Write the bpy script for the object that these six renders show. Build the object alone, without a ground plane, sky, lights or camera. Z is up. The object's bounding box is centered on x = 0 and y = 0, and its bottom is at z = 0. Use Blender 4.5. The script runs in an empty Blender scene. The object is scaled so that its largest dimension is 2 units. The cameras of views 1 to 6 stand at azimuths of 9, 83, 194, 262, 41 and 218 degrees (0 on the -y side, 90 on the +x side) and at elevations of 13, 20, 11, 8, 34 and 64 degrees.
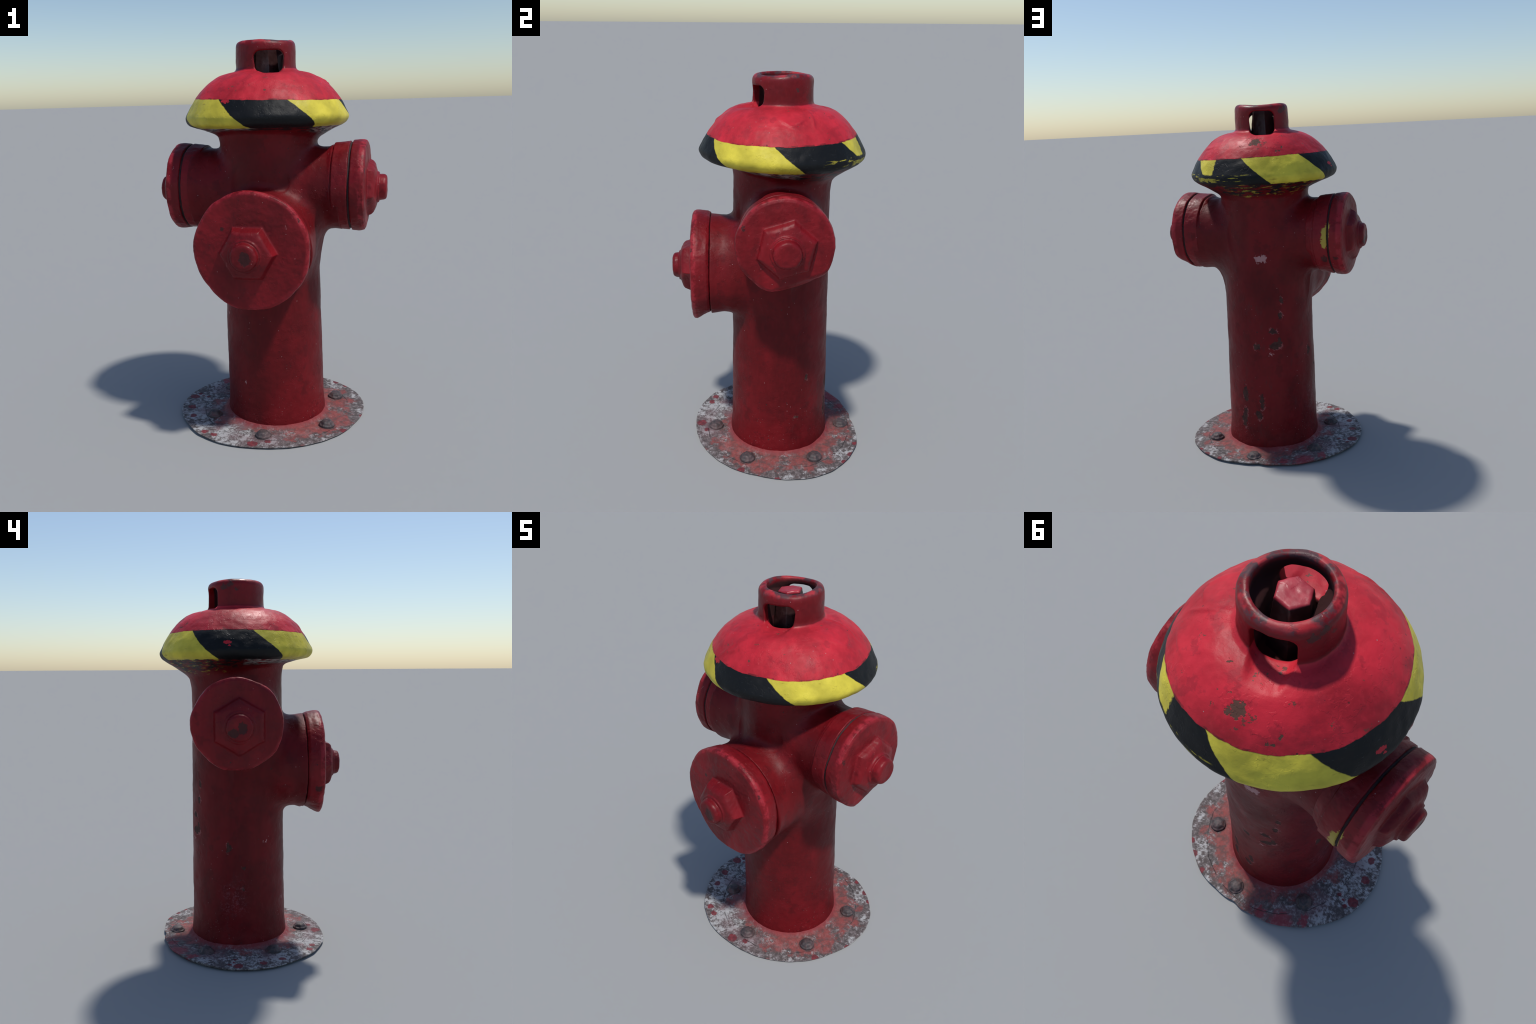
# Weathered street fire hydrant: barrel with three capped outlets, striped bonnet, slotted collar, bolted flange.
import bpy, math
import numpy as np
from mathutils import noise as mnoise, Vector

rng = np.random.default_rng(7)

# ------------------------------------------------------------------ helpers
def smin(a, b, k):
    h = np.clip(0.5 + 0.5 * (b - a) / k, 0, 1)
    return b * (1 - h) + a * h - k * h * (1 - h)

def smax(a, b, k):
    return -smin(-a, -b, k)

def sstep(x, a, b):
    t = np.clip((x - a) / (b - a), 0, 1)
    return t * t * (3 - 2 * t)

def catmull(pts, n=4):
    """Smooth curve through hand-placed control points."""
    p = np.array(pts, float)
    q = np.vstack([2 * p[0] - p[1], p, 2 * p[-1] - p[-2]])
    out = []
    for i in range(1, len(q) - 2):
        for t in np.linspace(0, 1, n, endpoint=False):
            a, b, c, d = q[i - 1], q[i], q[i + 1], q[i + 2]
            out.append(.5 * (2 * b + (c - a) * t + (2 * a - 5 * b + 4 * c - d) * t * t + (3 * b - a - 3 * c + d) * t ** 3))
    out.append(p[-1])
    return np.array(out)

def poly_dist(x, y, poly):
    """Signed distance to a closed 2D polygon."""
    d = np.full(x.shape, 1e9)
    inside = np.zeros(x.shape, bool)
    for (ax, ay), (bx, by) in zip(poly, np.roll(poly, -1, 0)):
        ex, ey = bx - ax, by - ay
        wx, wy = x - ax, y - ay
        t = np.clip((wx * ex + wy * ey) / (ex * ex + ey * ey + 1e-12), 0, 1)
        d = np.minimum(d, (wx - ex * t) ** 2 + (wy - ey * t) ** 2)
        if abs(ey) > 1e-12:
            cross = ((ay > y) != (by > y)) & (x < ax + (y - ay) * ex / ey)
            inside ^= cross
    d = np.sqrt(d)
    return np.where(inside, -d, d)

def surface_net(f, lo, hi, h):
    """Polygonise the zero set of f (blended solids) into an even quad mesh."""
    lo = np.array(lo, float)
    n = (np.ceil((np.array(hi) - lo) / h / 4).astype(int)) * 4
    cn = n // 4 + 1
    gx, gy, gz = np.meshgrid(*[lo[i] + 4 * h * np.arange(cn[i]) for i in range(3)], indexing='ij')
    C = f(np.stack([gx.ravel(), gy.ravel(), gz.ravel()], 1)).reshape(cn)
    idx = [np.clip((np.arange(n[i] + 1) + 2) // 4, 0, cn[i] - 1) for i in range(3)]
    D = C[np.ix_(*idx)].copy()
    m = np.abs(D) < 7.0 * h
    I = np.argwhere(m)
    D[m] = f(lo + I * h)
    S = D < 0
    # cells that straddle the surface
    cell = np.zeros(n, np.int8)
    for a in (0, 1):
        for b in (0, 1):
            for c in (0, 1):
                cell += S[a:n[0] + a, b:n[1] + b, c:n[2] + c]
    act = (cell > 0) & (cell < 8)
    ids = -np.ones(n, np.int64)
    A = np.argwhere(act)
    ids[act] = np.arange(len(A))
    acc = np.zeros((len(A), 3)); cnt = np.zeros(len(A))
    corners = [(a, b, c) for a in (0, 1) for b in (0, 1) for c in (0, 1)]
    for p in corners:
        for ax in range(3):
            if p[ax]: continue
            q = list(p); q[ax] = 1
            v0 = D[A[:, 0] + p[0], A[:, 1] + p[1], A[:, 2] + p[2]]
            v1 = D[A[:, 0] + q[0], A[:, 1] + q[1], A[:, 2] + q[2]]
            k = (v0 < 0) != (v1 < 0)
            t = np.where(k, v0 / np.where(k, v0 - v1, 1), 0)
            e = np.tile(np.array(p, float), (len(A), 1)); e[:, ax] = t
            acc[k] += e[k]; cnt[k] += 1
    V = lo + (A + acc / cnt[:, None]) * h
    F = []
    for ax in range(3):
        u, v = (ax + 1) % 3, (ax + 2) % 3
        s0 = np.take(S, range(n[ax]), ax); s1 = np.take(S, range(1, n[ax] + 1), ax)
        E = np.argwhere(s0 != s1)
        E = E[(E[:, u] > 0) & (E[:, v] > 0) & (E[:, u] < n[u]) & (E[:, v] < n[v])]
        q = []
        for du, dv in ((-1, -1), (0, -1), (0, 0), (-1, 0)):
            g = E.copy(); g[:, u] += du; g[:, v] += dv
            q.append(ids[g[:, 0], g[:, 1], g[:, 2]])
        q = np.stack(q, 1)
        inn = s0[tuple(E.T)]
        q = np.where(inn[:, None], q, q[:, ::-1])
        F.append(q)
    F = np.vstack(F)
    F = F[(F >= 0).all(1)]
    for _ in range(3):                       # pull vertices on to the true surface
        d, g = f(V), grad(f, V, h * .25)
        V = V - np.clip(d, -h, h)[:, None] * g
    return V, F

def grad(f, V, e):
    g = np.stack([f(V + np.eye(3)[i] * e) - f(V - np.eye(3)[i] * e) for i in range(3)], 1)
    return g / np.maximum(np.linalg.norm(g, axis=1, keepdims=True), 1e-9)

def lumps(V, scale, octaves=3, seed=0.0):
    return np.array([mnoise.fractal(Vector((x * scale + seed, y * scale - seed, z * scale)), .8, 2.0, octaves) for x, y, z in V])

def vnormals(V, F):
    a = V[F[:, 2]] - V[F[:, 0]]; b = V[F[:, 3]] - V[F[:, 1]]
    fn = np.cross(a, b)
    N = np.zeros_like(V)
    for i in range(4): np.add.at(N, F[:, i], fn)
    return N / np.maximum(np.linalg.norm(N, axis=1, keepdims=True), 1e-12)

def make_mesh(name, V, F, mat, N=None):
    me = bpy.data.meshes.new(name)
    F = np.asarray(F)
    me.vertices.add(len(V)); me.vertices.foreach_set('co', np.asarray(V, np.float32).ravel())
    k = F.shape[1]
    me.loops.add(F.size); me.loops.foreach_set('vertex_index', F.astype(np.int32).ravel())
    me.polygons.add(len(F))
    me.polygons.foreach_set('loop_start', np.arange(0, F.size, k, dtype=np.int32))
    me.polygons.foreach_set('loop_total', np.full(len(F), k, np.int32))
    me.polygons.foreach_set('use_smooth', np.ones(len(F), bool))
    me.update(); me.validate()
    if N is not None: me.normals_split_custom_set_from_vertices(N.tolist())
    me.materials.append(mat)
    return me

def add_object(name, me, parent):
    o = bpy.data.objects.new(name, me)
    bpy.context.scene.collection.objects.link(o)
    o.parent = parent
    return o

def split_regions(V, F, label):
    """Separate one smooth surface into regions; border vertices and normals stay common."""
    N = vnormals(V, F)
    out = {}
    for k in np.unique(label):
        f = F[label == k]
        used, inv = np.unique(f, return_inverse=True)
        out[k] = (V[used], inv.reshape(f.shape), N[used])
    return out

# ------------------------------------------------------------------ material node language
class X:
    """A value in a shader tree; arithmetic builds Math nodes."""
    def __init__(s, t, sock): s.t, s.s = t, sock
    def op(s, o, b=None, c=None, clamp=False):
        n = s.t.nodes.new('ShaderNodeMath'); n.operation = o; n.use_clamp = clamp
        for i, v in enumerate((s, b, c)):
            if v is None: continue
            if isinstance(v, X): s.t.links.new(v.s, n.inputs[i])
            else: n.inputs[i].default_value = v
        return X(s.t, n.outputs[0])
    def __add__(s, b): return s.op('ADD', b)
    def __sub__(s, b): return s.op('SUBTRACT', b)
    def __mul__(s, b): return s.op('MULTIPLY', b)
    def __rsub__(s, a): return (s * -1) + a
    __radd__ = __add__; __rmul__ = __mul__
    def ramp(s, a, b):
        """Smooth 0..1 between a and b (a may exceed b)."""
        n = s.t.nodes.new('ShaderNodeMapRange'); n.interpolation_type = 'SMOOTHSTEP'
        if a > b:
            r = s.ramp(b, a); return 1 - r
        s.t.links.new(s.s, n.inputs[0]); n.inputs[1].default_value = a; n.inputs[2].default_value = b
        return X(s.t, n.outputs[0])
    def max(s, b): return s.op('MAXIMUM', b)
    def min(s, b): return s.op('MINIMUM', b)
    def inside(s, a, b, soft): return s.ramp(a - soft, a + soft) * s.ramp(b + soft, b - soft)

class Tree:
    def __init__(s, name):
        s.mat = bpy.data.materials.new(name); s.mat.use_nodes = True
        s.t = s.mat.node_tree; s.bsdf = s.t.nodes['Principled BSDF']
        s.co = s.t.nodes.new('ShaderNodeTexCoord').outputs['Object']
        sep = s.t.nodes.new('ShaderNodeSeparateXYZ'); s.t.links.new(s.co, sep.inputs[0])
        s.x, s.y, s.z = (X(s.t, sep.outputs[i]) for i in range(3))
    def vec(s, op, a, b=None):
        n = s.t.nodes.new('ShaderNodeVectorMath'); n.operation = op
        for i, v in enumerate((a, b)):
            if v is None: continue
            if hasattr(v, 'links'): s.t.links.new(v, n.inputs[i])
            else: n.inputs[i].default_value = v
        return n.outputs['Value'] if op in ('LENGTH', 'DOT_PRODUCT') else n.outputs[0]
    def noise(s, scale, detail=3, rough=.55, stretch=(1, 1, 1), offset=(0, 0, 0), colour=False, co=None):
        m = s.t.nodes.new('ShaderNodeMapping'); m.inputs['Scale'].default_value = stretch; m.inputs['Location'].default_value = offset
        s.t.links.new(co or s.co, m.inputs[0])
        n = s.t.nodes.new('ShaderNodeTexNoise'); n.inputs['Scale'].default_value = scale
        n.inputs['Detail'].default_value = detail; n.inputs['Roughness'].default_value = rough
        s.t.links.new(m.outputs[0], n.inputs['Vector'])
        return n.outputs['Color'] if colour else X(s.t, n.outputs[0])
    def voronoi(s, scale, feature='F1', co=None):
        n = s.t.nodes.new('ShaderNodeTexVoronoi'); n.feature = feature; n.inputs['Scale'].default_value = scale
        s.t.links.new(co or s.co, n.inputs['Vector'])
        return X(s.t, n.outputs['Distance'])
    def angle(s, cx, cy):
        return (s.y - cy).op('ARCTAN2', s.x - cx) * (180 / math.pi)
    def warped(s, scale, amount, detail=4):
        """Object coordinates shaken by noise, for ragged edges."""
        c = s.vec('SUBTRACT', s.noise(scale, detail, .75, colour=True), (.5, .5, .5))
        c = s.vec('MULTIPLY', c, (amount * 1.7,) * 3)
        e = s.vec('SUBTRACT', s.noise(scale * 2.7, 3, .7, offset=(4, 7, 1), colour=True), (.5, .5, .5))
        return s.vec('ADD', s.vec('ADD', s.co, c), s.vec('MULTIPLY', e, (amount * .8,) * 3))
    def spots(s, spots, co, soft=.10):
        """Union of ellipsoidal paint chips: (x, y, z, horizontal size, vertical size)."""
        m = None
        for x, y, z, a, b in spots:
            d = s.vec('MULTIPLY', s.vec('SUBTRACT', co, (x, y, z)), (1 / a, 1 / a, 1 / b))
            v = X(s.t, s.vec('LENGTH', d))
            m = v if m is None else m.min(v)
        return m.ramp(1 + soft, 1 - soft), m
    def mix(s, fac, a, b):
        n = s.t.nodes.new('ShaderNodeMix'); n.data_type = 'RGBA'
        for sock, v in ((n.inputs[0], fac), (n.inputs[6], a), (n.inputs[7], b)):
            if isinstance(v, X): s.t.links.new(v.s, sock)
            elif hasattr(v, 'links'): s.t.links.new(v, sock)
            elif isinstance(v, (int, float)): sock.default_value = v
            else: sock.default_value = (*v, 1)
        return n.outputs[2]
    def finish(s, col, rough, height=None, strength=.3, distance=.004, spec=.5):
        s.t.links.new(col, s.bsdf.inputs['Base Color'])
        if isinstance(rough, X): s.t.links.new(rough.s, s.bsdf.inputs['Roughness'])
        else: s.bsdf.inputs['Roughness'].default_value = rough
        s.bsdf.inputs['Specular IOR Level'].default_value = spec
        if height is not None:
            b = s.t.nodes.new('ShaderNodeBump'); b.inputs['Strength'].default_value = strength; b.inputs['Distance'].default_value = distance
            s.t.links.new(height.s, b.inputs['Height']); s.t.links.new(b.outputs[0], s.bsdf.inputs['Normal'])
        return s.mat

# paint colours
RED_BONNET = (.48, .020, .034)
RED_BARREL = (.135, .0045, .0075)  # darkened to the barrel's shaded look; shadow is baked into this red
RED_CAP = (.180, .0055, .010)  # cap faces lie in shade, so their red is tinted down to match
RUST = (.085, .050, .036)
BARE = (.030, .022, .022)
YELLOW = (.68, .57, .062)
BLACK = (.0065, .007, .008)

AX = (-.015, .0745)      # bonnet axis

def red_layers(T, base, co=None):
    """Brushed enamel: slow tone drift, older coats showing, pale specks, tiny dark pits."""
    b = np.array(base)
    col = T.mix(T.noise(5, 4, .6, stretch=(1, 1, .45)).ramp(.35, .66), tuple(b * .74), tuple(b * 1.20))
    col = T.mix(T.noise(14, 5, .65, offset=(3, 1, 2)).ramp(.54, .62) * .55, col, tuple(b * np.array((.62, .8, .8))))
    col = T.mix(T.noise(60, 3, .6, stretch=(1, 1, .35)).ramp(.45, .75) * .30, col, tuple(b * np.array((1.2, 1.5, 1.4))))
    col = T.mix(T.noise(3.2, 5, .7, offset=(6, 6, 1)).ramp(.52, .66) * .40, col, tuple(b * np.array((.60, .75, .7))))
    v = T.voronoi(34)
    speck = v.ramp(.085, .045) * T.noise(9, 2, offset=(7, 0, 0)).ramp(.52, .60)
    col = T.mix(speck * .8, col, (.42, .24, .24))
    pit = T.voronoi(23, co=T.vec('ADD', T.co, (.37, .11, .53))).ramp(.10, .06) * T.noise(7, 2, offset=(1, 5, 0)).ramp(.52, .62)
    col = T.mix(pit * .8, col, BARE)
    flake = T.noise(8, 4, .7, offset=(2, 9, 5)).inside(.56, .70, .006)       # edges of older, thicker coats
    h = T.noise(22, 5, .6) * .7 + T.noise(110, 3, .6) * .25 - pit * .5 + flake * .25
    rough = T.noise(9, 4).ramp(.3, .75) * .16 + .36
    return col, h, rough

def body_material():
    T = Tree('hydrant_body_paint')
    th = T.angle(*AX)
    rad = ((T.x - AX[0]) * (T.x - AX[0]) + (T.y - AX[1]) * (T.y - AX[1])).op('SQRT')
    # barrel / bonnet reds
    colA, h, rough = red_layers(T, RED_BARREL)
    colB, hB, _ = red_layers(T, RED_BONNET)
    wob = T.noise(26, 4, .6) - .5
    slow = T.noise(7, 2) - .5
    edge = (th - 165).op('MULTIPLY', math.pi / 180).op('COSINE') * .011 + 1.711
    above = T.z - edge + wob * .008 + slow * .010            # > 0: red dome
    col = T.mix(above.ramp(-.05, -.049), colA, colB)
    col = colA
    def brush(v, a, b):
        n = T.t.nodes.new('ShaderNodeCombineXYZ')
        T.t.links.new((th * a).s, n.inputs[0]); T.t.links.new((v * b).s, n.inputs[1])
        return n.outputs[0]
    # hazard band: slanted yellow bars on black
    lower = T.z + wob * .012 - 1.577
    psi = th - (1.71 - T.z) * 172 + (T.noise(40, 2) - .5) * 1.6
    yel = psi.inside(-171, -118, .5).max(psi.inside(-68, -15, .5)).max(psi.inside(87, 138, .5))
    third = psi.inside(38, 90, .6) * (th + (T.noise(60, 3) - .5) * 4).ramp(63, 62) * (T.z + wob * .03).ramp(1.628, 1.634)
    streak = T.noise(1, 4, .6, co=brush(T.z, .09, 85)).ramp(.56, .64) * th.inside(22, 92, 4) * (T.z + wob * .01).inside(1.596, 1.632, .003)
    streak = streak.max(th.inside(46, 66, 2) * (T.z + wob * .02).inside(1.590, 1.612, .002) * T.noise(45, 3, .6).ramp(.40, .46))
    yel = yel.max(third).max(streak * .7)
    grime = T.noise(16, 5, .7, stretch=(1, 1, 3)).ramp(.58, .75)
    ycol = T.mix(T.noise(10, 4).ramp(.35, .7), tuple(np.array(YELLOW) * .74), YELLOW)
    ycol = T.mix(grime * .65, ycol, (.22, .15, .02))
    kcol = T.mix(T.noise(40, 4, .65, stretch=(1, 1, 4)).ramp(.62, .74) * .5, BLACK, (.05, .055, .065))
    band = T.mix(yel, kcol, ycol)
    chipk, _ = T.spots([(-.41, .161, 1.66, .020, .010), (-.425, .155, 1.645, .008, .006)], T.warped(40, .012))
    band = T.mix(chipk, band, RED_BONNET)
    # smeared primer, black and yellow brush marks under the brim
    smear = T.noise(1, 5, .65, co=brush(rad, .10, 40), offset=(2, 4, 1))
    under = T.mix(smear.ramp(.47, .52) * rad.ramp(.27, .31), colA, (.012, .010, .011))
    white = T.noise(1, 5, .65, co=brush(rad + th * .0006, .12, 70), offset=(5, 0, 2)).ramp(.46, .55) * rad.ramp(.28, .33)
    white = white * th.inside(-178, -95, 6).max(th.inside(-40, 5, 6))
    under = T.mix(white * .85, under, (.42, .40, .38))
    ysm = T.noise(1, 5, .65, co=brush(rad, .11, 55), offset=(1, 1, 7)).ramp(.56, .62) * th.inside(70, 165, 5) * rad.ramp(.255, .275)
    under = T.mix(ysm * .8, under, (.34, .27, .03))
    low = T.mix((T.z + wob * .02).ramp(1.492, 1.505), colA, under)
    col = T.mix(lower.ramp(-.001, .001), low, band)
    nb = T.spots([(AX[0] + .385 * math.cos(math.radians(-113)), AX[1] + .385 * math.sin(math.radians(-113)), 1.712, .022, .018)], T.warped(45, .02))[0]
    rim_dirt = above.inside(-.001, .006, .002) * T.noise(18, 4).ramp(.5, .62)
    domec = T.mix(rim_dirt * .7, colB, (.07, .012, .014))
    col = T.mix(above.ramp(-.0008, .0008).max(nb), col, domec)
    # flaked-off patches where the metal or an older coat shows
    ragged = T.warped(30, .030)
    rust, rd = T.spots([(-.058, .372, 1.80, .026, .030), (-.012, .355, 1.818, .012, .014), (-.030, .385, 1.785, .013, .014),
                        (.046, .275, 1.834, .007, .014), (.025, .39, 1.776, .007, .007), (-.178, .385, 1.748, .012, .007), (-.200, .352, 1.762, .012, .007)], ragged)
    peck = T.noise(15, 4, .75, offset=(3, 0, 8)).ramp(.645, .665) * above.ramp(0, .01)
    col = T.mix(peck * .8, T.mix(rust * .95, col, RUST), RUST)
    chip, cd = T.spots([(-.085, .317, .734, .020, .018), (-.094, .314, .646, .034, .022), (-.118, .305, .665, .013, .030), (.011, .331, .641, .020, .022),
                        (-.248, .154, .577, .011, .026), (.103, .314, .347, .016, .048), (.117, .310, .192, .019, .050), (.105, .312, .245, .011, .020),
                        (.022, .334, .225, .020, .030), (-.002, .334, .31, .014, .05), (-.132, .295, .908, .012, .02), (-.125, .299, .82, .014, .022),
                        (-.250, .145, .575, .012, .022), (-.261, .07, .464, .012, .011), (-.261, .073, .348, .011, .009),
                        (.235, .186, .448, .010, .022), (.255, .13, .225, .012, .01)], ragged)
    chip_edge = cd.inside(.98, 1.28, .12) * T.noise(35, 3).ramp(.5, .6)
    col = T.mix(chip_edge * .5, col, (.45, .16, .16))
    col = T.mix(chip * .85, col, T.mix(T.noise(50, 3).ramp(.4, .6), (.034, .021, .019), (.060, .034, .028)))
    faint = T.noise(9, 5, .7, stretch=(1.6, 1.6, .5), offset=(4, 4, 4)).ramp(.60, .66) * T.y.ramp(.05, .15) * T.z.ramp(1.2, 1.0)
    col = T.mix(faint * .45, col, (.09, .014, .016))
    pale, _ = T.spots([(-.037, .324, 1.148, .032, .020), (-.18, .259, 1.286, .006, .007), (-.064, .324, .595, .016, .008), (-.126, -.159, .249, .008, .010), (-.225, -.05, .60, .008, .010)], T.warped(38, .045))
    col = T.mix(pale * .75, col, (.48, .26, .26))
    scuff, _ = T.spots([(-.256, .122, .295, .075, .085)], T.warped(14, .12), .6)
    col = T.mix(scuff * T.noise(70, 4, .7).ramp(.48, .62) * .32, col, (.28, .09, .11))
    # grit splashed over the foot of the barrel
    splash = T.voronoi(70).ramp(.16, .08) * T.noise(11, 3, offset=(0, 3, 0)).ramp(.5, .6) * (T.z + slow * .1).ramp(.30, .12)
    col = T.mix(splash * .6, col, (.30, .20, .19))
    height = h - chip.max(rust) * .7 + above.ramp(-.002, .002) * .35 + splash * .2
    return T.finish(col, rough + chip.max(rust) * .25 + .06, height, .45, .005, spec=.20)

def collar_material():
    T = Tree('collar_paint')
    col, h, rough = red_layers(T, tuple(np.array(RED_CAP)))
    colB, _, _ = red_layers(T, RED_BONNET)
    th = T.angle(*AX)
    lip = (T.z + (T.noise(16, 4, .65) - .5) * .03)
    col = T.mix((T.z + (T.noise(30, 3) - .5) * .008).ramp(1.859, 1.853), col, colB)
    worn = lip.ramp(1.972, 1.986) * T.noise(11, 5, .7, offset=(2, 2, 5)).ramp(.44, .54)
    col = T.mix(worn * .75, col, (.055, .045, .05))
    bright = lip.ramp(1.975, 1.99) * T.noise(9, 4, .6, offset=(8, 2, 5)).ramp(.50, .58)
    col = T.mix(bright * .7, col, (.50, .03, .04))
    c, _ = T.spots([(AX[0] + .15 * math.cos(math.radians(a)), AX[1] + .15 * math.sin(math.radians(a)), z, s, s * .7) for a, z, s in
                    ((150, 1.955, .022), (163, 1.968, .018), (20, 1.925, .008), (175, 1.94, .012))], T.warped(35, .03))
    col = T.mix(c * .75, col, (.045, .026, .024))
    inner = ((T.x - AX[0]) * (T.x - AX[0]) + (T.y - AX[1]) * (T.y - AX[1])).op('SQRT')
    bore_dark = inner.ramp(.124, .118) * (T.z + (T.noise(14, 4) - .5) * .03).ramp(1.985, 1.965)
    col = T.mix(bore_dark * .9, col, (.018, .008, .008))
    return T.finish(col, rough + bore_dark * .5, h - c * .5, .40, .004, spec=.25)

def cap_material(name, ang, rim, height, radius, chips=(), yellow=()):
    T = Tree(name)
    col, h, rough = red_layers(T, RED_CAP)
    a = math.radians(ang)
    s = (T.x - ORIGIN[0]) * math.cos(a) + (T.y - ORIGIN[1]) * math.sin(a)
    l = (T.y - ORIGIN[1]) * math.cos(a) - (T.x - ORIGIN[0]) * math.sin(a)
    q = (l * l + (T.z - height) * (T.z - height)).op('SQRT')
    painted_rim_sun = s.inside(rim - .022, rim + .006, .006) * q.ramp(radius - .030, radius - .012) * T.noise(18, 5, .7, offset=(4, 4, 2)).ramp(.42, .56)  # sunlight on the cap's rim edge, painted as brighter red
    col = T.mix(painted_rim_sun * .7, col, (.36, .022, .034))
    old = T.noise(12, 5, .7, offset=(9, 2, 4)).ramp(.60, .64)
    col = T.mix(old * .35, col, (.16, .010, .014))
    if yellow:
        y, _ = T.spots(yellow, T.warped(30, .030))
        col = T.mix(y, col, (.42, .30, .05))
    if chips:
        c, _ = T.spots(chips, T.warped(40, .022))
        col = T.mix(c * .8, col, (.032, .012, .012))
        h = h - c * .5
    scr = T.noise(45, 4, .75, stretch=(1, 1, .5), offset=(3, 3, 3)).ramp(.68, .72)
    col = T.mix(scr * .45, col, (.50, .20, .20))
    return T.finish(col, rough + .04, h, .45, .005, spec=.24)

def groove_material():
    T = Tree('joint_dark')
    col = T.mix(T.noise(20, 3).ramp(.4, .6), (.020, .008, .009), (.045, .010, .012))
    return T.finish(col, .8)

def flange_material():
    T = Tree('flange_worn_metal')
    th = T.angle(.003, .071)
    rad = ((T.x - .003) * (T.x - .003) + (T.y - .071) * (T.y - .071)).op('SQRT')
    rag = T.noise(11, 5, .68)
    fine = T.noise(48, 6, .78)
    grain = T.noise(190, 3, .8)
    # bare galvanised metal: white bloom over dark
    dark = T.mix(fine.ramp(.4, .65), (.075, .060, .058), (.21, .175, .175))
    bloom = fine * .78 + grain * .30 + rag * .78
    left = th.inside(-100, 160, 25)
    left = 1 - left
    col = T.mix((bloom + left * .08).ramp(.94, 1.10), dark, (.40, .395, .395))
    col = T.mix(grain.ramp(.42, .36) * .35, col, (.03, .03, .032))
    # old red paint, thicker toward the barrel and on the sunny side
    side = th.inside(-75, 110, 20)
    patch = T.noise(9, 5, .7, offset=(3, 8, 0)) + side * .12 + rad.ramp(.46, .30) * .13 - rad.ramp(.40, .46) * .10
    worn = T.mix(T.noise(30, 4, .7).ramp(.4, .62), (.28, .055, .050), (.13, .048, .045))
    worn = T.mix(grain.ramp(.5, .66) * .55, worn, (.10, .07, .07))
    col = T.mix(patch.ramp(.58, .70) * .85, col, worn)
    haze = T.noise(5, 3, offset=(1, 1, 1)).ramp(.42, .62) * (1 - side) * rad.ramp(.50, .38)
    col = T.mix(haze * .7, col, (.19, .105, .115))
    foot = (rad + (T.noise(24, 4, .7) - .5) * .035).ramp(.308, .270)
    col = T.mix(foot * .85, col, (.22, .022, .027))
    cx = lambda a, r: (.003 + r * math.cos(math.radians(a)), .071 + r * math.sin(math.radians(a)))
    drops = [(173, .496, .027), (168, .480, .012), (-171, .481, .021), (-158, .477, .020), (-134, .485, .019), (-127, .470, .018), (-99, .448, .028), (-89, .416, .017),
             (171, .418, .012), (170, .452, .008), (-8, .487, .020), (-33, .460, .022), (39, .49, .018), (48, .48, .02), (-20, .475, .012), (60, .46, .015)]
    d, dd = T.spots([(*cx(a, r), .016, s, s * 1.5) for a, r, s in drops], T.warped(45, .016))
    col = T.mix(d * .92, col, T.mix(T.noise(60, 3).ramp(.4, .6), (.19, .024, .032), (.12, .02, .027)))
    arc, _ = T.spots([(*cx(125, .445), .016, .055, .05), (*cx(112, .42), .016, .035, .05), (*cx(140, .455), .016, .03, .05)], T.warped(20, .06), .3)
    col = T.mix(arc * .75, col, (.27, .03, .045))
    # dark rings around the bolt heads
    ring = None
    for a in BOLT_ANGLES:
        x, y = cx(a, .36)
        r = X(T.t, T.vec('LENGTH', T.vec('MULTIPLY', T.vec('SUBTRACT', T.warped(40, .012), (x, y, .02)), (1, 1, .2))))
        ring = r if ring is None else ring.min(r)
    col = T.mix(ring.ramp(.056, .036) * .7, col, (.045, .035, .036))
    crack = ((rad + (T.noise(18, 3) - .5) * .02) - .405).op('ABSOLUTE').ramp(.0035, .001) * T.noise(6, 2).ramp(.46, .54)
    col = T.mix(crack * .7, col, (.02, .018, .02))
    h = fine * .6 + grain * .35 + patch.ramp(.57, .64) * .5 + d * .6 - crack
    return T.finish(col, .75, h, .5, .004, spec=.35)

def bolt_material():
    T = Tree('rusty_bolt')
    col = T.mix(T.noise(40, 4, .7).ramp(.4, .62), (.045, .036, .038), (.10, .062, .062))
    t2 = T.t.nodes.new('ShaderNodeObjectInfo')
    col = T.mix((X(T.t, t2.outputs['Random']) + T.noise(28, 3) * .8 - .4).ramp(.55, .75) * .55, col, (.24, .06, .06))
    col = T.mix(T.noise(120, 3, .8).ramp(.58, .7) * .5, col, (.025, .022, .024))
    return T.finish(col, .62, T.noise(70, 4, .7), .4, .003)

BOLT_ANGLES = (-94, -35, 25, 84.5, 144, -155)

# ------------------------------------------------------------------ shapes
def axis_at(z):
    k = (z - .25) / 1.45
    return .003 - .018 * k, .071 + .0035 * k

ORIGIN = np.array([-.006, .072])
OUTLETS = {                    # direction (deg), nozzle height, nozzle radius
    'side_right': (-5.3, 1.262, .207),
    'side_left': (175.0, 1.258, .206),
    'front': (-94.8, 1.018, .256),
}
LAT = {'side_right': -.002, 'side_left': -.010, 'front': -.001}      # sideways shift of each outlet
def local(P, ang, z0):
    a = math.radians(ang); dr = (math.cos(a), math.sin(a))
    x, y = P[:, 0] - ORIGIN[0], P[:, 1] - ORIGIN[1]
    return x * dr[0] + y * dr[1], -x * dr[1] + y * dr[0], P[:, 2] - z0

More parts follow.
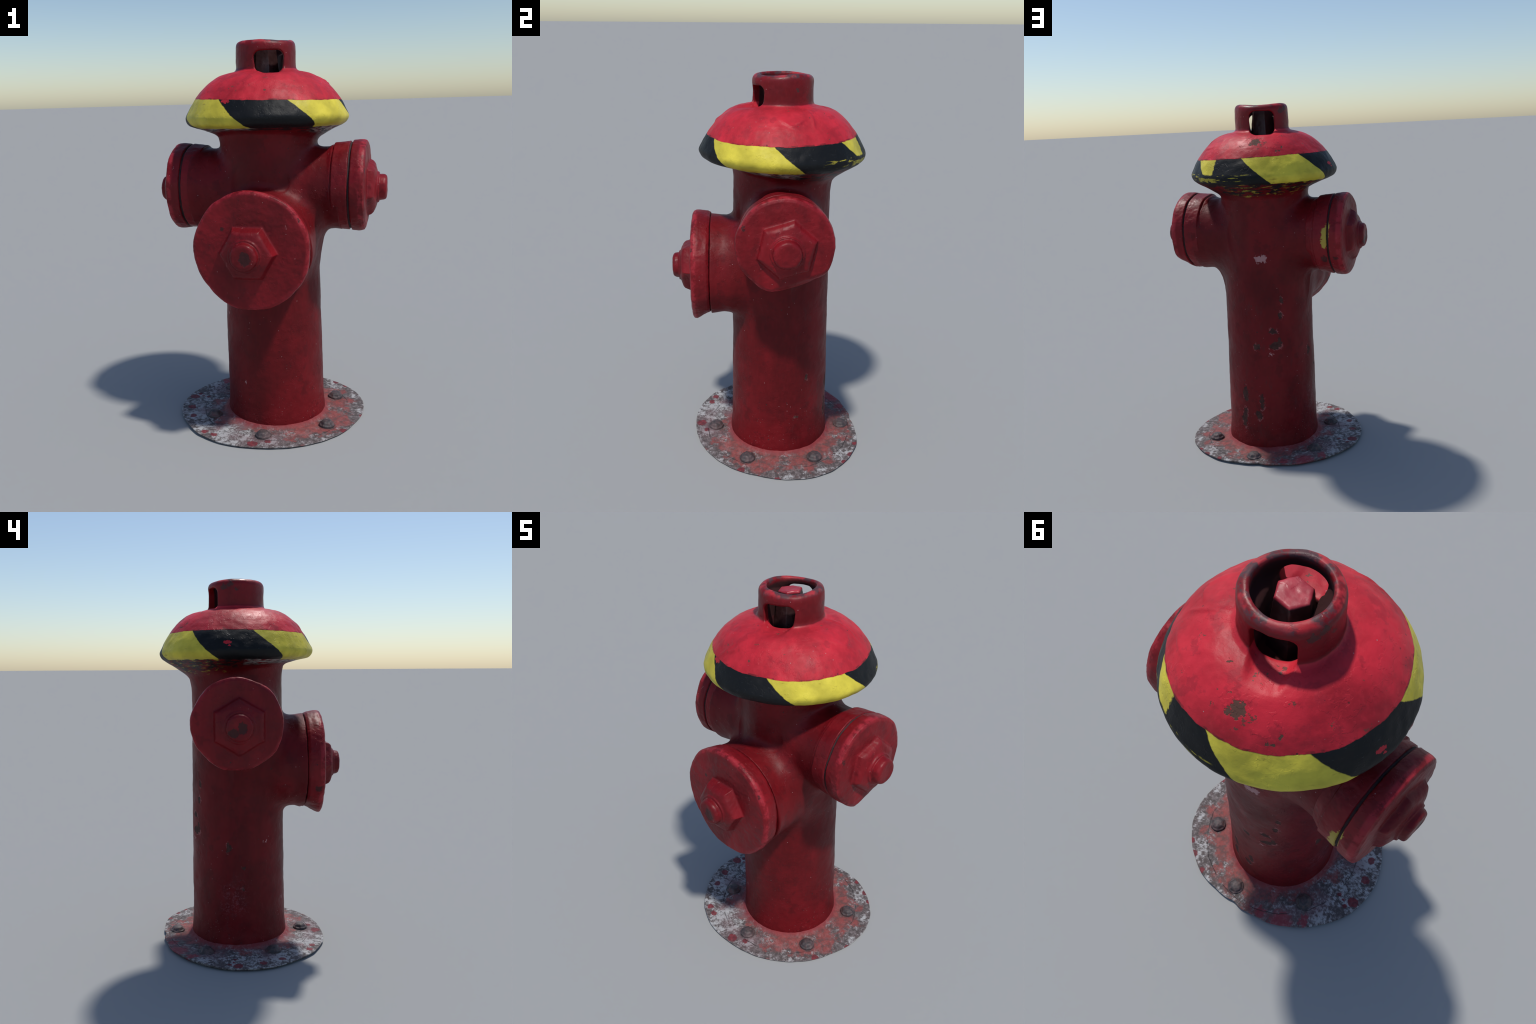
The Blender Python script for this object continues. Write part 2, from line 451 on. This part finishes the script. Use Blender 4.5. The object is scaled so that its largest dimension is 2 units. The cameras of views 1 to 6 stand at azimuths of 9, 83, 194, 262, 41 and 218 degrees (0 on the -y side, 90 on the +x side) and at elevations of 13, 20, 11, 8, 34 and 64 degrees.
DOME = np.vstack([[(0, 1.45), (.21, 1.45), (.238, 1.50)],
                  catmull([(.252, 1.526), (.28, 1.540), (.33, 1.560), (.380, 1.577), (.402, 1.588), (.4135, 1.603), (.4180, 1.619), (.4145, 1.634), (.402, 1.659), (.386, 1.689), (.363, 1.723),
                           (.327, 1.767), (.283, 1.804), (.237, 1.829), (.19, 1.842), (.15, 1.849)], 3), [(0, 1.850)]])

def collar_sdf(P):
    x, y, z = P[:, 0] - AX[0], P[:, 1] - AX[1], P[:, 2]
    r = np.hypot(x, y)
    th = np.arctan2(y, x)
    top = 1.995 + .004 * np.sin(2 * th + .8) + .002 * np.sin(3 * th)
    ro = .152 - .016 * (z - 1.85)
    wall = smax(smax(r - ro, z - top, .035), 1.79 - z, .01)
    side = x * math.sin(math.radians(105.5)) - y * math.cos(math.radians(105.5))      # across the slots
    web = .066 + .008 * (side > 0)
    bore = smax(r - .112 - .004 * sstep(z, 1.97, 1.93), 1.775 - z, .012)
    bore = smax(bore, np.abs(side) - web - .06 * sstep(z, 1.92, 1.965), .012)
    return wall, -bore, r

def window_sdf(P, ang, half, z0, z1, rad=.026):
    a = math.radians(ang)
    x, y = P[:, 0] - AX[0], P[:, 1] - AX[1]
    s = x * math.cos(a) + y * math.sin(a); t = -x * math.sin(a) + y * math.cos(a)
    qx = np.abs(t) - half + rad; qz = np.abs(P[:, 2] - (z0 + z1) / 2) - (z1 - z0) / 2 + rad
    d = np.hypot(np.maximum(qx, 0), np.maximum(qz, 0)) + np.minimum(np.maximum(qx, qz), 0) - rad
    return np.maximum(d, .06 - s)

WRINKLES = [(8, 1.80, 24, .006), (-4, 1.795, -30, .005), (22, 1.81, 70, .005), (-100, 1.768, 35, .005), (-108, 1.755, 60, .004), (40, 1.77, 10, .004)]

def body_sdf(P):
    x, y, z = P.T
    cx, cy = axis_at(z)
    r = np.hypot(x - cx, y - cy)
    R = .2625 - .0125 * (z - .25) + .006 * sstep(z, .12, .02)
    d = np.maximum((r - R) * .999, -z + .002)
    d = np.maximum(d, z - 1.6)
    for key, (ang, z0, rad) in OUTLETS.items():
        s, b, c = local(P, ang, z0)
        q = np.hypot(b / (1.03 + .07 * sstep(-c, -.1, .12)), c) + .035 * sstep(s, .27, .02) if key == 'front' else np.hypot(b - {'side_right': .001, 'side_left': .006}[key], c)
        end = .385 if key != 'front' else .365
        n = np.maximum(q - rad - .010 * sstep(s, .30, .40), s - end)
        n = np.maximum(n, (.0 if key == 'front' else .16) - s)
        # the fillet is deeper under the side outlets than above them
        k = .050 + .020 * sstep(np.abs(b), .10, .22) + .030 * sstep(b, .05, .20) if key == 'front' else .045 + (.078 if key == 'side_right' else .055) * sstep(-c, -.05, .22) * (1.10 - .70 * sstep(y, .05, .25))
        d = smin(d, n, k)
    dx, dy = x - AX[0], y - AX[1]
    rr = np.hypot(dx, dy); th = np.arctan2(dy, dx)
    m = .075 + .20 * np.cos(th - math.radians(75))
    z = z + (.004 + .004 * sstep(z, 1.70, 1.62)) * np.sin(th) * sstep(z, 1.86, 1.82)
    zz = z + m * np.clip(.395 - rr, 0, .16) * sstep(z, 1.62, 1.585)
    dome = poly_dist(rr, zz, DOME)
    dome = dome + .006 * np.exp(-(np.angle(np.exp(1j * (th - math.radians(152)))) / .55) ** 2 - ((z - 1.785) / .05) ** 2)   # flattened shoulder
    for a, wz, tilt, amp in WRINKLES:
        a0 = math.radians(a)
        u = (np.angle(np.exp(1j * (th - a0)))) * .33; v = (z - wz) * 1.3
        t = math.radians(tilt)
        p, q = u * math.cos(t) + v * math.sin(t), -u * math.sin(t) + v * math.cos(t)
        dome = dome - amp * np.exp(-(p / .05) ** 2 - (q / .010) ** 2)
    d = smin(d, dome, .035)
    z = P[:, 2]
    wall, bore, _ = collar_sdf(P)
    d = smin(d, wall, .022)
    w = np.minimum(window_sdf(P, -75.5, .072 + .004 * np.sin(30 * P[:, 2]), 1.832, 1.943, .036), window_sdf(P, 105.5, .069, 1.826, 1.957, .034))
    d = smax(d, -w, .008)
    d = smax(d, bore, .012)
    return d

def hex_dist(b, c, rot):
    d = None
    for i in range(6):
        a = math.radians(rot + 30 + 60 * i)
        v = b * math.cos(a) + c * math.sin(a)
        d = v if d is None else np.maximum(d, v)
    return d

def cap_sdf_factory(kind):
    if kind == 'front':
        prof = np.array([(.30, 0), (.30, .245), (.345, .259), (.352, .259), (.357, .251), (.364, .251), (.370, .270), (.383, .277), (.425, .284), (.444, .285), (.455, .280),
                         (.462, .268), (.465, .20), (.466, 0)])
        face, hexr, rot, tip = .460, .126, 0, .572
    else:
        prof = np.array([(.30, 0), (.30, .19), (.336, .207), (.344, .2075), (.349, .2175), (.40, .222), (.424, .224), (.428, .215), (.4345, .215), (.439, .2255), (.47, .229), (.490, .2285),
                         (.503, .225), (.510, .211), (.513, .17), (.514, 0)])
        face, hexr, rot, tip = .508, .128, (90 if kind == 'side_left' else 77), (.593 if kind == 'side_left' else .606)
    def f(L):
        s, b, c = L.T
        q = np.hypot(b, c)
        if kind == 'front':
            w = sstep(-c / np.maximum(q, 1e-6), .55, 1.0)
            t = np.clip((s - .385) / .075, 0, 1)
            q = q - w * (-.018 * (1 - t) * (s > .36) + .013 * t)
        ang = np.arctan2(c, b)
        q = q + .0018 * np.sin(5 * ang + 1.3) + .0014 * np.sin(9 * ang + s * 20)
        d = poly_dist(s, q, prof)
        if kind == 'side_right':
            cut = (.34 * b - .94 * c + .65 * (s - .5) - .186) / 1.19
            d = smax(d, cut, .012)
        ob, oc = {'front': (-.009, -.010), 'side_right': (.007, -.010), 'side_left': (.010, -.010)}[kind]
        b, c = b - ob, c - oc      # nut sits a little off centre
        q = np.hypot(b, c)
        hx = hex_dist(b, c, rot)
        ds = s - face
        hgt = .074 if kind == 'front' else .054
        # bevelled, crowned hexagon, then a stepped stud with a rounded end
        nut = smax(hx - hexr + (.30 if kind == 'front' else .38) * np.clip(ds, 0, 1), ds + .30 * np.clip(q - .065, 0, 1) - hgt, .014)
        nut = smax(nut, .64 * (hx - hexr) + .77 * (ds - hgt) + .022, .006)
        nut = np.maximum(nut * .92, face - .03 - s)
        d = smin(d, nut, .008)
        bolt = smax(np.hypot(b, c) - (.078 - .010 * sstep(ds, hgt + .002, hgt + .008) - .12 * np.clip(ds - hgt, 0, 1)), s - tip, .018)
        bolt = np.maximum(bolt, face - .02 - s)
        d = smin(d, bolt, .007)
        return d
    return f, face, hexr

# ------------------------------------------------------------------ build
root = bpy.data.objects.new('fire_hydrant', None)
bpy.context.scene.collection.objects.link(root)
root['label'] = 'weathered red fire hydrant with yellow and black striped bonnet'
root['category'] = 'fire hydrant'

M_BODY = body_material()
M_COLLAR = collar_material()
M_FLANGE = flange_material()
M_BOLT = bolt_material()
M_GROOVE = groove_material()

# body: barrel, outlets, bonnet, collar as one blended surface
V, F = surface_net(body_sdf, (-.46, -.42, -.02), (.45, .52, 2.03), .0055)
N = vnormals(V, F)
V = V + N * (lumps(V, 6.0, 3, 1.7) * .0022 + lumps(V, 26.0, 2, 4.1) * .0009
               + lumps(V, 8.0, 3, 9.4) * .0032 * sstep(V[:, 2], 1.57, 1.63) * sstep(V[:, 2], 1.86, 1.83))[:, None]
cen = V[F].mean(1)
crr = np.hypot(cen[:, 0] - AX[0], cen[:, 1] - AX[1])
lab = np.zeros(len(F), int)
lab[(cen[:, 2] > 1.50) & ~((crr > .30) & (cen[:, 2] < 1.53))] = 1
lab[(cen[:, 2] > 1.848) & (crr < .172)] = 2
lab[(cen[:, 2] > 1.74) & (crr < .14)] = 2
for i, key in enumerate(OUTLETS):
    ang, z0, rad = OUTLETS[key]
    s, b, c = local(cen, ang, z0)
    lab[(lab == 0) & (s > .285) & (np.hypot(b, c) < rad + .05)] = 3 + i
regs = split_regions(V, F, lab)
names = {0: 'barrel', 1: 'bonnet', 2: 'collar', 3: 'outlet', 4: 'outlet', 5: 'outlet'}
for k, (v, f, n) in regs.items():
    me = make_mesh(names[k], v, f, M_COLLAR if k == 2 else M_BODY, n)
    add_object(names[k], me, root)

# outlet caps with nut and stud
def yz(ang, s, lat, z):
    a = math.radians(ang)
    return (ORIGIN[0] + s * math.cos(a) - lat * math.sin(a), ORIGIN[1] + s * math.sin(a) + lat * math.cos(a), z)
CAP_Z = {'side_right': 1.272, 'side_left': 1.262, 'front': 1.014}
for kind, (ang, z0, rad) in OUTLETS.items():
    f, face, hexr = cap_sdf_factory(kind)
    hw = .315 if kind == 'front' else .245
    V, F = surface_net(f, (.29, -hw, -hw), (.625, hw, hw), .0036)
    N = vnormals(V, F)
    V = V + N * (lumps(V, 16.0, 3, ang) * .0020 + lumps(V, 55.0, 2, ang) * .0006)[:, None]
    s, b, c = V.T
    cen = V[F].mean(1)
    q = np.hypot(cen[:, 1], cen[:, 2])
    groove = .3615 if kind == 'front' else .4315
    lab = np.where(cen[:, 0] < groove, 0, 1)
    gl, gh = (.3545, .3685) if kind == 'front' else (.4265, .4365)
    lab[(cen[:, 0] > gl) & (cen[:, 0] < gh) & (q > .15)] = 3
    lab[(hex_dist(cen[:, 1], cen[:, 2], 0) < .155) & (q < hexr * 1.16) & (cen[:, 0] > face - .004)] = 2
    a = math.radians(ang)
    b = b + LAT[kind]
    W = np.stack([ORIGIN[0] + s * math.cos(a) - b * math.sin(a), ORIGIN[1] + s * math.sin(a) + b * math.cos(a), c + CAP_Z[kind]], 1)
    regs = split_regions(W, F, lab)
    if kind == 'side_left':
        mat = cap_material('cap_paint_yellow_patch', ang, .500, CAP_Z[kind], .228, chips=[yz(ang, .597, .012, 1.25) + (.022, .030), yz(ang, .405, -.20, 1.15) + (.018, .03), yz(ang, .47, -.20, 1.17) + (.02, .025), yz(ang, .60, -.03, 1.225) + (.03, .02)],
                           yellow=[yz(ang, .418, -.231, 1.285) + (.024, .045), yz(ang, .412, -.229, 1.235) + (.016, .030), yz(ang, .432, -.222, 1.325) + (.014, .028)])
    elif kind == 'front':
        mat = cap_material('cap_paint_front', ang, .455, CAP_Z[kind], .285, chips=[yz(ang, .43, -.245, .90) + (.022, .022), yz(ang, .585, 0, 1.00) + (.03, .04), yz(ang, .47, -.13, 1.12) + (.010, .010), yz(ang, .46, .24, 1.17) + (.012, .02)])
    else:
        mat = cap_material('cap_paint_plain', ang, .500, CAP_Z[kind], .228, chips=[yz(ang, .50, -.19, 1.36) + (.012, .02)])
    objs = {}
    for k, nm in ((1, 'outlet_cap'), (0, 'outlet_ring'), (3, 'joint_groove'), (2, 'cap_nut')):
        v, fc, n = regs[k]
        me = make_mesh(nm, v, fc, M_GROOVE if k == 3 else mat, n)
        objs[k] = add_object(nm, me, root if k == 1 else objs[1])

# operating nut inside the collar: tapered hexagon
def op_nut(L):
    b, c, z = L[:, 0] + .021, L[:, 1] - .073, L[:, 2]
    hx = hex_dist(b, c, 115)
    d = smax(hx - (.050 + .11 * (1.972 - z)), z - 1.975 - .004 * np.sin(40 * b), .010)
    return np.maximum(d * .95, 1.765 - z)
V, F = surface_net(op_nut, (-.13, -.04, 1.75), (.09, .19, 1.99), .003)
V = V + vnormals(V, F) * (lumps(V, 30, 2, 2.0) * .0014)[:, None]
Tn = Tree('operating_nut_paint')
cn, hn, rn = red_layers(Tn, RED_CAP)
topc, _, _ = red_layers(Tn, (.42, .03, .045))
cn = Tn.mix((Tn.z + (Tn.noise(30, 3) - .5) * .01).ramp(1.964, 1.970), (.035, .012, .012), topc)
add_object('operating_nut', make_mesh('operating_nut', V, F, Tn.finish(cn, rn, hn, .35, .004), vnormals(V, F)), root)

# flange plate: irregular worn outline, dished up to the barrel foot
RIM = {-180: (.535, .015), -165: (.537, .015), -150: (.525, .015), -135: (.520, .014), -120: (.508, .011), -105: (.488, .010), -90: (.472, .010), -75: (.470, .010), -60: (.466, .007),
       -45: (.465, .006), -30: (.466, .006), -15: (.472, .006), 0: (.488, .005), 15: (.500, .006), 30: (.497, .008), 45: (.483, .010), 60: (.471, .014), 75: (.446, .015),
       90: (.429, .015), 105: (.439, .015), 120: (.459, .016), 135: (.479, .020), 150: (.498, .018), 165: (.522, .016)}
ks = np.array(sorted(RIM)); rv = np.array([RIM[k][0] for k in ks]); zv = np.array([RIM[k][1] for k in ks])
NT, NR = 360, 56
th = np.linspace(-180, 180, NT, endpoint=False)
kx = np.r_[ks, 180]
rim_r = np.interp(th, kx, np.r_[rv, rv[0]]); rim_z = np.interp(th, kx, np.r_[zv, zv[0]])
rim_r = rim_r + .003 * np.exp(-((th - 97) / 4) ** 2) - .004 * np.exp(-((th - 89) / 3) ** 2) + .0015 * rng.standard_normal(NT // 6).repeat(6)
rim_r = np.convolve(np.r_[rim_r[-3:], rim_r, rim_r[:3]], np.ones(5) / 5, 'same')[3:-3]
rows = []
tt = np.linspace(0, 1, NR)
for t in tt:
    r = .235 + (rim_r - .235) * t
    lift = .002 * sstep(r, .44, .33) + .021 * sstep(r, .300, .258)
    z = rim_z * sstep(t, 0, 1) * 1.0 + .010 * (1 - sstep(t, 0, 1)) + lift
    rows.append((r, z))
rows.append((rim_r + .0005, rim_z - .0025))
rows.append((rim_r - .0015, np.maximum(rim_z - .007, .0015)))
rows.append((rim_r - .012, np.full(NT, .0)))
rows.append((np.full(NT, .235), np.full(NT, .0)))
a = np.radians(th)
V = np.vstack([np.stack([.003 + r * np.cos(a), .071 + r * np.sin(a), z * np.ones(NT)], 1) for r, z in rows])
lift = lumps(V, 12, 3, 3.3) * .0030 + lumps(V, 60, 2, 8.3) * .0010
V[:, 2] += np.where(V[:, 2] > .008, lift, 0)
V[:, 2] = np.maximum(V[:, 2], 0)
i = np.arange(NT); j = (i + 1) % NT
F = np.vstack([np.stack([k * NT + i, (k + 1) * NT + i, (k + 1) * NT + j, k * NT + j], 1) for k in range(len(rows) - 1)] +
              [np.stack([(len(rows) - 1) * NT + i, i, j, (len(rows) - 1) * NT + j], 1)])
add_object('flange', make_mesh('flange', V, F, M_FLANGE), root)

# flange bolts: worn domed hexagon heads
def bolt_sdf(L):
    b, c, z = L.T
    hx = smax(hex_dist(b, c, 0) - .0315 + .30 * np.clip(z, 0, 1), z - .022 + 5.5 * (b * b + c * c), .010)
    washer = smax(np.hypot(b, c) - .037, z - .006, .004)
    return np.maximum(smin(hx * .9, washer, .006), -.009 - z)
V, F = surface_net(bolt_sdf, (-.05, -.05, -.02), (.05, .05, .035), .0022)
V = V + vnormals(V, F) * (lumps(V, 60, 2, 6.0) * .0014)[:, None]
bolt_me = make_mesh('flange_bolt', V, F, M_BOLT)
for q, ang in enumerate(BOLT_ANGLES):
    o = add_object('flange_bolt', bolt_me, root)
    o.location = (.003 + .36 * math.cos(math.radians(ang)), .071 + .36 * math.sin(math.radians(ang)), .014)
    o.rotation_euler = (.03 * math.sin(q * 2.1), .03 * math.cos(q * 1.7), q * 1.1)
    sc = 1.08 + .05 * math.sin(q * 3.1)
    o.scale = (sc, sc, sc * 1.15)
